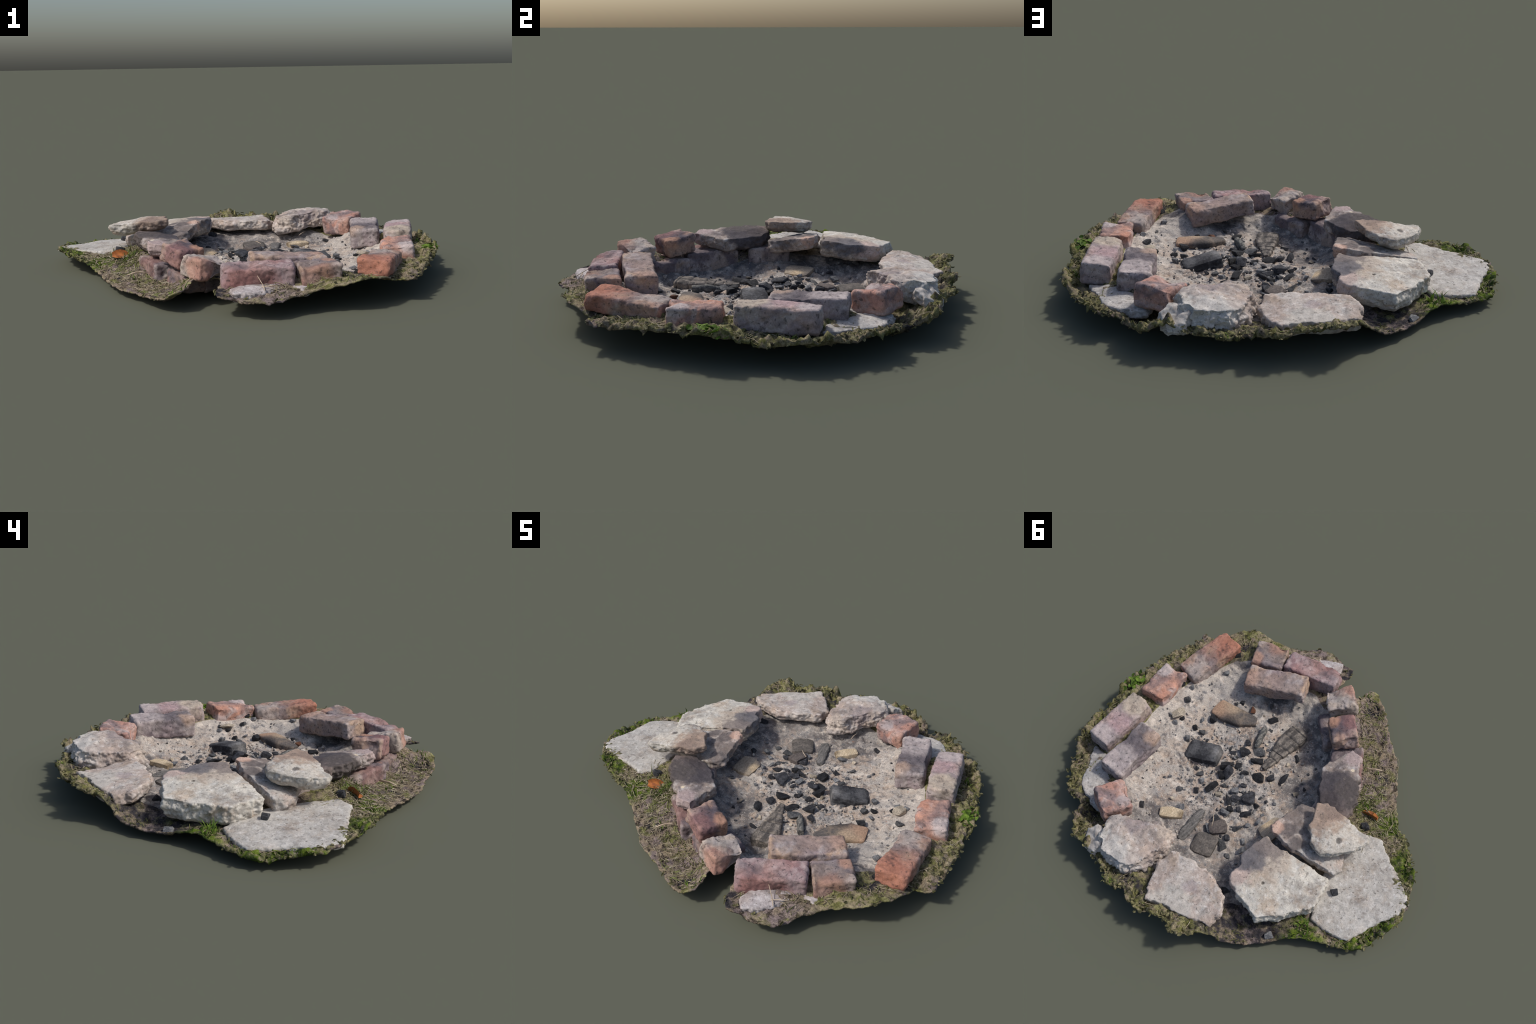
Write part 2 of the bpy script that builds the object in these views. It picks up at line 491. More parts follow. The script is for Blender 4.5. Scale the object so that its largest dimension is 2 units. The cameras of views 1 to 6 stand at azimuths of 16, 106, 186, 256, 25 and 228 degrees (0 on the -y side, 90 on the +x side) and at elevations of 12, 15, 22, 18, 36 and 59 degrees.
def roughen(me, seed, coarse=0.005, fine=0.0015, side=1.0, dents=(), freq=14, crag=0.0):
    co, no = coords(me), normals(me)
    out = co.copy()
    for i in range(len(co)):
        c, n = co[i], no[i]
        steep = step(1 - abs(n[2]), .15, .6)
        k = 1 + (side - 1) * steep
        d = coarse * k * fbm(c, freq, 2, seed) + fine * k * fbm(c, 60, 3, seed + 5)
        if crag and steep > 0:
            q = (c[0] + .01 * fbm(c, 20, 1, seed + 2), c[1], c[2] * 1.4)
            d += crag * steep * (1.0 * fbm(q, 21, 4, seed + 9, .6) + .5 * fbm(q, 60, 2, seed + 19) - .15)
        out[i] += n * d
        for (px, py, pz), r, depth in dents:
            q = math.sqrt((c[0] - px) ** 2 + (c[1] - py) ** 2 + (c[2] - pz) ** 2) / r
            if q < 1:
                out[i] -= n * depth * (1 - q * q) ** 2
    set_coords(me, out)
    smooth(me)


# name, top centre, tilt x, tilt y, heading, width, length, height, (main, second), dust, soot, dents, colour spots
UP = 0.05
BRICKS = [
    dict(top=(.759, -.352, .181), rot=(.075, -.013, 3.072), size=(.142, .332, .078), col=(TAN, (.40, .25, .19)), dust=.3, soot=.3,
         dents=[((.06, -.02, .05), .09, .006), ((-.07, .16, .05), .05, .012)],
         spots=[((0, .15, .04), .19, ORANGE, .6), ((0, .17, -.01), .16, (.36, .14, .09), .6), ((.05, -.12, .05), .09, GREY, .6)]),
    dict(top=(.794, -.058, .183), rot=(-.035, .075, -2.919), size=(.145, .218, .09), col=(SALMON, (.50, .27, .2)), dust=.45, soot=.25,
         dents=[((0, .11, .045), .05, .012), ((.07, .03, .045), .04, .010), ((-.07, -.06, .045), .04, .008), ((.02, -.02, .045), .04, .005), ((.07, -.1, .03), .05, .014)],
         spots=[((-.05, .08, .045), .07, PALE, .8), ((.05, -.08, .04), .06, ORANGE, .6)]),
    dict(top=(.762, .270, .201), rot=(.018, .068, -3.036), size=(.132, .332, .105), col=(LILAC, (.40, .30, .27)), dust=.45, soot=.25,
         dents=[((.05, .15, .05), .07, .006), ((.06, -.15, .04), .05, .010)],
         spots=[((0, .11, .05), .10, (.43, .37, .29), .7), ((0, -.13, .05), .09, PALE, .6), ((.02, -.02, .05), .08, (.42, .28, .29), .6)]),
    dict(top=(.581, .345, .191), rot=(-.015, .08, -2.989), size=(.142, .316, .10), col=((.37, .32, .305), LILAC), dust=.4, soot=.45,
         dents=[((-.07, .03, .05), .06, .016), ((-.07, .11, .05), .05, .007), ((.07, -.02, .0), .1, .005)],
         spots=[((0, .05, .05), .13, (.13, .115, .125), .8), ((.05, .12, .05), .06, (.47, .33, .24), .6), ((0, -.08, .05), .11, PALE, .6)]),
    dict(top=(.418, .584, .192), rot=(-.17, .026, 2.766), size=(.168, .154, .10), col=(SALMON, (.44, .24, .19)), dust=.35, soot=.3,
         dents=[((0, .075, .05), .06, .016), ((.0, .02, .05), .07, .008), ((.075, -.07, .05), .05, .015)],
         spots=[((.03, .04, .05), .05, PALE, .7), ((0, 0, .05), .05, DUSK, .4)]),
    dict(top=(.522, -.589, .186), rot=(.049, .033, -2.648), size=(.178, .150, .10), col=(TAN, (.33, .255, .245)), dust=.3, soot=.4,
         dents=[((.03, .02, .05), .08, .012), ((.06, .07, .05), .05, .016), ((0, .075, -.01), .06, .008)],
         spots=[((0, 0, .05), .10, (.17, .15, .16), .65), ((-.07, -.05, .05), .06, (.5, .28, .19), .6), ((.03, .08, 0), .1, (.34, .18, .13), .6)]),
    dict(top=(.370, -.486, .196), rot=(.026, -.081, -2.652), size=(.335, .136, .092), col=(LILAC, (.45, .32, .235)), dust=.45, soot=.2,
         dents=[((.1, -.068, -.04), .09, .012), ((-.05, .06, .0), .1, .006), ((.0, .0, .046), .12, .003)],
         spots=[((.09, 0, .045), .08, (.30, .28, .29), .5), ((-.14, -.02, .045), .07, (.47, .28, .19), .6), ((0, -.07, -.02), .2, (.30, .215, .175), .6)]),
    dict(top=(.285, -.688, .188), rot=(-.068, .021, -2.821), size=(.308, .126, .105), col=((.27, .175, .18), (.30, .21, .215)), dust=.25, soot=.25,
         dents=[((.05, .0, .052), .08, .012), ((.15, .06, .04), .07, .02), ((-.02, .065, -.04), .1, .014), ((.0, -.06, .05), .05, .006)],
         spots=[((0, .0, .05), .09, PALE, .55), ((-.05, -.05, .05), .08, (.36, .19, .17), .4), ((.04, .065, -.03), .15, (.27, .12, .10), .65), ((.06, .0, .05), .035, DUSK, .6)]),
    dict(top=(.045, -.645, .200), rot=(.01, -.17, -2.209), size=(.156, .144, .095), col=(GREY, (.42, .35, .30)), dust=.3, soot=.35,
         dents=[((-.075, -.04, .0), .06, .01), ((-.04, -.07, .02), .05, .010), ((-.04, .075, .02), .09, .03), ((-.05, .04, -.045), .09, .03)],
         spots=[((.07, .05, 0), .10, (.42, .22, .16), .7)]),
    dict(top=(-.107, -.511, .220), rot=(-.113, -.057, -2.221), size=(.142, .162, .092), col=((.40, .275, .21), (.30, .20, .17)), dust=.25, soot=.4,
         dents=[((.03, -.08, .03), .06, .018), ((.07, .0, .0), .1, .004)],
         spots=[((0, .02, .046), .085, (.075, .07, .09), .85), ((-.05, .06, .04), .06, (.5, .27, .17), .6), ((.07, .04, 0), .12, PLUM, .7)]),
    # the lower course on the far left, half sunk into the ash
    dict(top=(-.25, -.388, .125), rot=(0, .02, 2.25), size=(.275, .17, .112), col=((.27, .215, .19), (.35, .28, .24)), dust=.4, soot=.4, dents=[], spots=[((0, .08, 0), .14, (.24, .12, .1), .6)]),
    dict(top=(-.375, -.105, .130), rot=(0, .0, 1.95), size=(.21, .155, .12), col=((.25, .20, .18), (.34, .28, .25)), dust=.4, soot=.45, dents=[], spots=[]),
    dict(top=(-.02, -.51, .112), rot=(0, .0, 2.5), size=(.195, .105, .085), col=((.25, .19, .17), (.33, .26, .22)), dust=.4, soot=.5, dents=[], spots=[((0, .08, 0), .12, (.25, .12, .1), .6)]),
    dict(top=(-.075, -.575, .112), rot=(0, .0, -.785), size=(.20, .10, .075), col=((.27, .15, .13), (.25, .18, .16)), dust=.2, soot=.4, dents=[], spots=[]),
]
for i, b in enumerate(BRICKS):
    me = rounded_box(b["size"], 0.014, 0.0055)
    roughen(me, 3.1 * i + 1, 0.0065, 0.0034, 1.15, b["dents"], 15)
    me.name = "brick"
    me.materials.append(brick_material(1.37 * i + .4, *b["col"], b["dust"], b["soot"], b["spots"]))
    rx, ry, rz = b["rot"]
    tilt = Vector((rx, ry, 0))
    R = Matrix.Rotation(rz, 3, "Z")
    if tilt.length > 1e-6:
        R = R @ Matrix.Rotation(tilt.length, 3, tilt.normalized())
    ob = link(bpy.data.objects.new("brick", me))
    ob.location = Vector(b["top"]) - R @ Vector((0, 0, b["size"][2] / 2))
    ob.rotation_euler = R.to_euler()


# ------------------------------------------------------------------ broken slabs
def remeshed(bm, voxel):
    me = bpy.data.meshes.new("rough")
    bm.to_mesh(me)
    bm.free()
    ob = bpy.data.objects.new("rough", me)
    bpy.context.scene.collection.objects.link(ob)
    mod = ob.modifiers.new("Remesh", "REMESH")
    mod.mode = "VOXEL"
    mod.voxel_size = voxel
    out = bpy.data.meshes.new_from_object(ob.evaluated_get(bpy.context.evaluated_depsgraph_get()))
    bpy.data.objects.remove(ob)
    bpy.data.meshes.remove(me)
    return out


def slab(name, top, thick, mat_args, seed, out=0.006, under=0.02, coarse=0.004, side=1.4, voxel=0.005, jag=0.008, dents=(), freq=14, dome=0.010, crag=0.008):
    """Broken plate: top outline, a bulging broken edge and a narrower underside."""
    ring = dense(top, 0.014, jag, 26, seed)
    c = ring.mean(0)
    c[2] -= thick / 2
    flat = ring[:, :2] - c[:2]
    ln = np.linalg.norm(flat, axis=1)[:, None]
    dirs = flat / np.maximum(ln, 1e-6)
    bm = bmesh.new()
    rings = []
    drop = under
    reach = ln.max()
    for dz, grow in ((0, -.002), (-.005, .001), (-.45 * thick, out), (-.8 * thick, out - .35 * drop), (-thick, -drop)):
        vs = []
        for k in range(len(ring)):
            g = grow + (0 if dz == 0 else .5 * jag * fbm(ring[k], 30, 2, seed + 40 * dz))
            vs.append(bm.verts.new((flat[k][0] + dirs[k][0] * g, flat[k][1] + dirs[k][1] * g, ring[k][2] + dz - c[2])))
        rings.append(vs)
    for a, b in zip(rings[:-1], rings[1:]):
        for k in range(len(ring)):
            j = (k + 1) % len(ring)
            bm.faces.new((b[k], b[j], a[j], a[k]))
    bmesh.ops.triangulate(bm, faces=[bm.faces.new(rings[0]), bm.faces.new(rings[-1][::-1])])
    bmesh.ops.recalc_face_normals(bm, faces=bm.faces)
    me = remeshed(bm, voxel)
    co = coords(me)
    edge_d = rim_dist(flat, co[:, :2])
    top_w = np.clip(co[:, 2] / thick + .6, 0, 1)
    co[:, 2] += dome * top_w * np.array([step(e, 0, .09) for e in edge_d])
    set_coords(me, co)
    loc = [(p[0] - c[0], p[1] - c[1], p[2] - c[2]) for p, *_ in dents]
    roughen(me, seed, coarse, 0.0017, side, [(q, d[1], d[2]) for q, d in zip(loc, dents)], freq, crag)
    me.name = name
    args = dict(mat_args)
    args["spots"] = [(tuple(np.array(s[0]) - c), *s[1:]) for s in args.get("spots", ())]
    me.materials.append(stone_material(seed, **args))
    ob = link(bpy.data.objects.new(name, me))
    ob.location = c
    return ob


WHITE, ASHEN, PINK, CLOUD = (.60, .565, .50), (.48, .445, .395), (.45, .37, .325), (.43, .40, .37)
DARK = (.11, .095, .095)
# dark, sooty stone left of the bricks
slab("stone_slab", [(-.228, -.455, .202), (-.293, -.453, .208), (-.341, -.378, .207), (-.387, -.325, .207), (-.448, -.249, .207), (-.484, -.151, .203),
                    (-.405, -.105, .193), (-.322, -.125, .188), (-.276, -.163, .187), (-.239, -.213, .187), (-.19, -.274, .187), (-.214, -.382, .196)],
     .068, dict(main=(.36, .315, .295), second=(.27, .225, .21), soot=.4, warm=.3,
                spots=[((-.40, -.17, .2), .24, (.15, .115, .105), .85), ((-.33, -.23, .19), .15, (.07, .065, .075), .8), ((-.41, -.27, .2), .12, (.10, .085, .08), .8), ((-.36, -.13, .19), .10, (.09, .075, .075), .8), ((-.27, -.45, .2), .09, (.42, .32, .31), .7),
                       ((-.317, -.363, .205), .012, (.65, .55, .4), .9)]), 1.0, under=.03)
# mid-grey plate with burnt spots, below the topmost stone
slab("stone_slab", [(-.268, -.055, .178), (-.254, .021, .192), (-.254, .083, .202), (-.255, .142, .21), (-.284, .163, .21), (-.355, .160, .2),
                    (-.454, .140, .183), (-.54, .118, .167), (-.637, .085, .148), (-.64, .058, .143), (-.596, -.012, .138), (-.435, -.077, .151), (-.313, -.087, .167)],
     .07, dict(main=CLOUD, second=PINK, soot=.45, warm=.35, spots=[((-.33, .1, .2), .055, DARK, .85), ((-.40, .12, .19), .05, DARK, .85), ((-.28, .02, .19), .07, DARK, .7), ((-.36, .05, .19), .05, DARK, .7), ((-.27, .13, .2), .05, (.55, .36, .28), .7), ((-.3, -.06, .18), .06, DARK, .7)]),
     2.0, out=.002, under=.028)
# topmost stone
slab("stone_slab", [(-.342, -.083, 0.257), (-.381, -.124, 0.253), (-.458, -.128, 0.244), (-.541, -.13, 0.235), (-.63, -.141, 0.225), (-.646, -.12, 0.223),
                    (-.636, -.032, 0.222), (-.561, .065, 0.229), (-.535, .09, 0.231), (-.463, .084, 0.240), (-.432, .049, 0.244), (-.383, -.019, 0.251)],
     .062, dict(main=ASHEN, second=(.56, .52, .46), soot=.4, warm=.55, spots=[((-.38, -.06, 0.250), .15, (.33, .235, .18), .85), ((-.55, -.02, 0.230), .02, SOOT, .7), ((-.42, -.12, .2), .1, (.2, .15, .13), .6)]),
     3.0, out=.0, under=.05, coarse=.005)
# big pale slab
slab("stone_slab", [(-.279, .195, .197), (-.259, .271, .194), (-.261, .348, .188), (-.296, .384, .182), (-.293, .444, .178), (-.33, .478, .171),
                    (-.393, .492, .164), (-.46, .493, .156), (-.529, .506, .148), (-.589, .435, .146), (-.632, .351, .147), (-.675, .267, .148),
                    (-.655, .185, .155), (-.634, .135, .161), (-.542, .15, .17), (-.473, .158, .179), (-.38, .189, .187)],
     .086, dict(main=WHITE, second=(.53, .50, .45), soot=.32, warm=.5, spots=[((-.31, .27, .19), .22, (.42, .335, .265), .65), ((-.30, .43, .17), .10, (.50, .38, .34), .8),
                ((-.305, .31, .19), .10, (.13, .125, .14), .85), ((-.285, .37, .185), .065, (.16, .15, .16), .8), ((-.335, .225, .19), .085, (.17, .145, .14), .75), ((-.29, .24, .19), .06, (.2, .17, .16), .7),
                ((-.438, .369, .18), .012, (.02, .015, .012), 1)]),
     4.0, out=.004, under=.018, dents=[((-.438, .369, .178), .011, .006)])
# pinkish plate at the far side
slab("stone_slab", [(.0, .562, .150), (.012, .629, .134), (-.005, .694, .118), (-.093, .811, .136), (-.175, .764, .130), (-.279, .74, .126),
                    (-.390, .672, .120), (-.398, .608, .136), (-.348, .542, .154), (-.217, .508, .144), (-.08, .533, .149)],
     .058, dict(main=(.48, .43, .39), second=PINK, soot=.3, warm=.4, spots=[((-.2, .75, .14), .13, (.50, .48, .44), .7), ((-.2, .62, .16), .05, (.3, .26, .28), .5)]),
     5.0, under=.012, dome=.003)
# rugged boulder-like lump with a knobbly outer end
slab("boulder", [(.335, .655, .202), (.25, .60, .198), (.146, .512, .182), (.085, .500, .168), (.045, .58, .168), (.06, .68, .172), (.075, .765, .170),
                 (.15, .80, .178), (.24, .80, .188), (.305, .755, .198)],
     .09, dict(main=(.44, .385, .35), second=(.41, .335, .295), soot=.45, warm=.3, spots=[((.2, .8, .13), .15, (.60, .57, .53), .85), ((.32, .77, .17), .09, (.58, .55, .5), .8), ((.22, .60, .19), .07, (.2, .17, .18), .6), ((.1, .52, .15), .06, (.5, .42, .35), .6)]),
     6.0, out=.012, under=-.012, coarse=.010, side=1.3, jag=.009, freq=17, crag=.012)
slab("boulder", [(.255, .80, .165), (.30, .73, .182), (.36, .735, .172), (.385, .775, .155), (.372, .815, .135), (.335, .838, .125), (.27, .835, .135)],
     .045, dict(main=(.50, .46, .42), second=(.42, .38, .34), soot=.35, warm=.35), 6.6, out=.006, under=-.004, coarse=.007, side=1.2, jag=.007, freq=24, voxel=.005)
# flat slab let into the turf
slab("stone_slab", [(-.586, -.19, .110), (-.651, -.222, .106), (-.8, -.156, .093), (-.893, -.12, .088), (-.967, -.075, .083), (-.962, 0, .078),
                    (-.902, .143, .067), (-.884, .239, .063), (-.856, .272, .062), (-.771, .3, .066), (-.691, .304, .071), (-.6, .2, .086), (-.56, 0, .098)],
     .022, dict(main=(.47, .445, .41), second=(.39, .365, .335), soot=.2, warm=.3, spots=[((-.9, .1, .07), .12, (.55, .53, .5), .5)]), 7.0, out=.003, under=.0, coarse=.0025, side=1.0, dome=.004, crag=.003, voxel=.0055)
# flagstones showing outside the bricks
slab("flagstone", [(.771, .447, .105), (.69, .44, .107), (.53, .50, .108), (.45, .62, .108), (.47, .67, .098), (.53, .665, .098), (.60, .65, .102), (.645, .64, .104), (.68, .59, .105), (.72, .53, .105)],
     .032, dict(main=(.50, .47, .44), second=(.40, .385, .37), soot=.3, warm=.15), 8.0, out=.005, under=0, coarse=.006, dome=.002)
slab("flagstone", [(.235, -.872, .105), (.20, -.822, .110), (.22, -.76, .113), (.373, -.69, .113), (.395, -.75, .109), (.36, -.79, .107), (.29, -.85, .104)],
     .04, dict(main=(.44, .40, .40), second=(.36, .32, .32), soot=.3, warm=.15), 9.0, out=.003, under=0, coarse=.005)
slab("flagstone", [(.435, -.72, .104), (.44, -.66, .11), (.51, -.65, .112), (.505, -.71, .104)],
     .04, dict(main=(.44, .40, .40), second=(.36, .32, .32), soot=.3, warm=.15), 9.5, out=.003, under=0, coarse=.006, voxel=.005)


# ------------------------------------------------------------------ charred wood
def wood_material(name, seed, dark, light, amount, burn=(), bump=.6, axis=(8, 1, 8)):
    p = Paint(name, 0.85, seed, 0.3)
    col = p.mix(dark, light, p.math("MULTIPLY", p.noise(14, 0.42, 0.62, 5, 0.65, 0, axis), amount))
    col = p.mix(col, light, p.math("MULTIPLY", p.noise(26, 0.55, 0.70, 4, 0.6, 2), amount * .6))
    for c, r, colour, a in burn:
        col = p.mix(col, colour, p.math("MULTIPLY", p.spot(c, r, .7, .4, 20), a))
    col = p.grain(col, 120, .25)
    return p.done(col, bump, 60, .004, axis)


def stick(name, spine, widths, heights, mat, seed, cracks=0.0, flat=5, cell=.005, rough=.0035):
    """Loft a rounded-rectangle section along a spine; cracks run across it."""
    sp = [Vector(s) for s in spine]
    total = sum((b - a).length for a, b in zip(sp[:-1], sp[1:]))
    n = max(6, int(total / cell))
    org = sum(sp, Vector()) / len(sp)
    m = 28
    bm = bmesh.new()
    rings = []
    for i in range(n + 1):
        t = i / n * (len(sp) - 1)
        k = min(int(t), len(sp) - 2)
        f = t - k
        p = sp[k].lerp(sp[k + 1], f)
        w = widths[k] * (1 - f) + widths[k + 1] * f
        h = heights[k] * (1 - f) + heights[k + 1] * f
        crown, floor = p.z + h / 2, height(p.x, p.y) - .004
        if crown - h > floor:
            h = crown - floor
            p.z = (crown + floor) / 2
        a, b = sp[max(0, k - (f < .5))], sp[min(len(sp) - 1, k + 1 + (f > .5))]
        d = (b - a).normalized()
        sx = d.cross(Vector((0, 0, 1))).normalized()
        sz = sx.cross(d)
        groove = 0
        if cracks:
            groove = cracks * max(0, 1 - abs(((i / n * 7.3 + .12 * math.sin(9 * i)) % 1) - .5) * 9)
        cap = 1 - .16 * max(0, 1 - min(i, n - i) / 1.5)
        vs = []
        for j in range(m):
            u = 2 * math.pi * j / m
            cu, su = math.cos(u), math.sin(u)
            r = (abs(cu) ** flat + abs(su) ** flat) ** (-1 / flat) * cap
            q = p + sx * (cu * r * w / 2) + sz * (su * r * h / 2)
            nn = (sx * cu + sz * su)
            q += nn * (rough * fbm(q, 45, 3, seed) + rough * .8 * fbm(q, 16, 2, seed + 4) - groove)
            vs.append(bm.verts.new(q - org))
        rings.append(vs)
    for a, b in zip(rings[:-1], rings[1:]):
        for j in range(m):
            bm.faces.new((a[j], a[(j + 1) % m], b[(j + 1) % m], b[j]))
    bm.faces.new(rings[0][::-1])
    bm.faces.new(rings[-1])
    bmesh.ops.recalc_face_normals(bm, faces=bm.faces)
    me = bpy.data.meshes.new(name)
    bm.to_mesh(me)
    bm.free()
    smooth(me)
    me.set_sharp_from_angle(angle=math.radians(38))
    me.materials.append(mat)
    ob = link(bpy.data.objects.new(name, me))
    ob.location = org
    return ob


COAL, CINDER, BARK = (.028, .028, .032), (.15, .15, .155), (.19, .165, .145)
stick("charred_log", [(.440, .088, .050), (.360, .052, .066), (.28, .014, .082)], [.115, .115, .105], [.052, .055, .05],
      wood_material("char", 1, COAL, CINDER, .55, [((-.06, -.04, .02), .05, (.3, .29, .28), .5)], axis=(1, 1, 3)), 1.0, flat=7)
stick("charred_log", [(.105, -.415, .042), (.105, -.33, .040), (.097, -.26, .038), (.087, -.185, .037), (.08, -.112, .045)], [.115, .115, .095, .055, .025], [.045, .045, .042, .035, .02],
      wood_material("char", 2, (.085, .076, .07), (.27, .235, .20), .9, axis=(3, 1, 3)), 2.0, cracks=.006, flat=5)
stick("charred_log", [(.535, -.195, .07), (.46, -.205, .076), (.38, -.24, .07), (.315, -.285, .06)], [.105, .115, .10, .045], [.026, .03, .026, .016],
      wood_material("scorched_wood", 3, (.10, .09, .085), (.33, .25, .18), .5, [((.10, .02, .01), .13, (.42, .27, .18), .85), ((.04, -.02, .01), .08, (.36, .28, .2), .7), ((-.02, .06, 0), .07, COAL, .8)], axis=(1, 1, 1)), 3.0, flat=3.4, rough=.0015)
stick("charred_log", [(.25, -.285, .062), (.222, -.225, .063), (.198, -.168, .058)], [.03, .034, .024], [.026, .03, .022],
      wood_material("char", 4, (.07, .07, .07), (.26, .25, .22), .7), 4.0, flat=2.4)
stick("charred_log", [(.118, .275, .040), (.10, .35, .042), (.088, .41, .038), (.072, .465, .034)], [.035, .05, .052, .045], [.022, .026, .026, .02],
      wood_material("char", 5, (.11, .105, .10), (.23, .215, .2), .7), 5.0, flat=4)
stick("charred_log", [(.02, .418, .022), (-.03, .398, .028), (-.082, .376, .022)], [.115, .122, .112], [.05, .05, .046],
      wood_material("char", 6, (.10, .09, .082), (.20, .175, .155), .7, axis=(2, 2, 2)), 6.0, flat=7, cracks=.002)
stick("wood_scrap", [(.258, .44, .055), (.215, .405, .058), (.165, .37, .056)], [.05, .062, .045], [.014, .016, .012],
      wood_material("pale_wood", 7, (.50, .40, .27), (.62, .52, .38), .6, [((-.05, -.03, 0), .035, (.14, .10, .06), .8)], bump=.3), 7.0, flat=7, rough=.001)
stick("wood_scrap", [(-.265, .105, .052), (-.215, .10, .050), (-.165, .092, .038)], [.125, .14, .115], [.022, .026, .016],
      wood_material("pale_wood", 8, (.36, .29, .215), (.46, .39, .3), .6, [((.05, 0, 0), .05, (.62, .47, .30), .8), ((.05, .06, 0), .05, (.14, .12, .11), .8)], bump=.3), 8.0, flat=7, rough=.001)
stick("charred_log", [(.02, .27, .048), (-.01, .285, .046), (-.035, .305, .04)], [.085, .095, .085], [.014, .016, .012],
      wood_material("char", 9, (.10, .085, .08), (.17, .145, .13), .6), 9.0, flat=7)


# charcoal lumps: a dozen shapes, each used many times
def lump(seed, sides=15, chip=.06):
    r = random.Random(seed)
    bm = bmesh.new()
    for _ in range(sides):
        v = Vector((r.uniform(-1, 1), r.uniform(-1, 1), r.uniform(-1, 1)))
        v *= 1 / max(abs(v.x), abs(v.y), abs(v.z)) * r.uniform(.75, 1)
        bm.verts.new(v * .5)
    h = bmesh.ops.convex_hull(bm, input=bm.verts)
    bmesh.ops.delete(bm, geom=[g for g in h["geom_interior"] if isinstance(g, bmesh.types.BMVert)], context="VERTS")
    bmesh.ops.bevel(bm, geom=list(bm.edges), offset=chip * .5, segments=2, affect="EDGES", clamp_overlap=True)
    me = bpy.data.meshes.new("lump")
    bm.to_mesh(me)
    bm.free()
    smooth(me)
    me.set_sharp_from_angle(angle=math.radians(28))
    return me


def coal_material(name, seed, a, b, amount):
    p = Paint(name, .7, seed, .35)
    col = p.mix(a, b, p.math("MULTIPLY", p.noise(3, .42, .65, 5, .65), amount))
    col = p.random_tint(col, .5)
    col = p.grain(col, 9, .3)
    return p.done(col, .5, 9, .05)


coal_black = coal_material("charcoal", 1, (.022, .022, .026), (.09, .092, .10), .6)
coal_grey = coal_material("spent_charcoal", 2, (.10, .102, .108), (.26, .26, .26), .7)
rust = coal_material("brick_crumb", 3, (.30, .13, .07), (.20, .10, .07), .7)
cream = coal_material("pale_stone", 4, (.55, .47, .36), (.42, .36, .29), .7)
SHAPES = [lump(100 + i) for i in range(12)]
PALETTE = {}
for key, mt in (("k", coal_black), ("g", coal_grey), ("r", rust), ("c", cream)):
    PALETTE[key] = []
    for s in SHAPES:
        c = s.copy()
        c.name = "charcoal" if key in "kg" else "pebble"
        c.materials.append(mt)
        PALETTE[key].append(c)

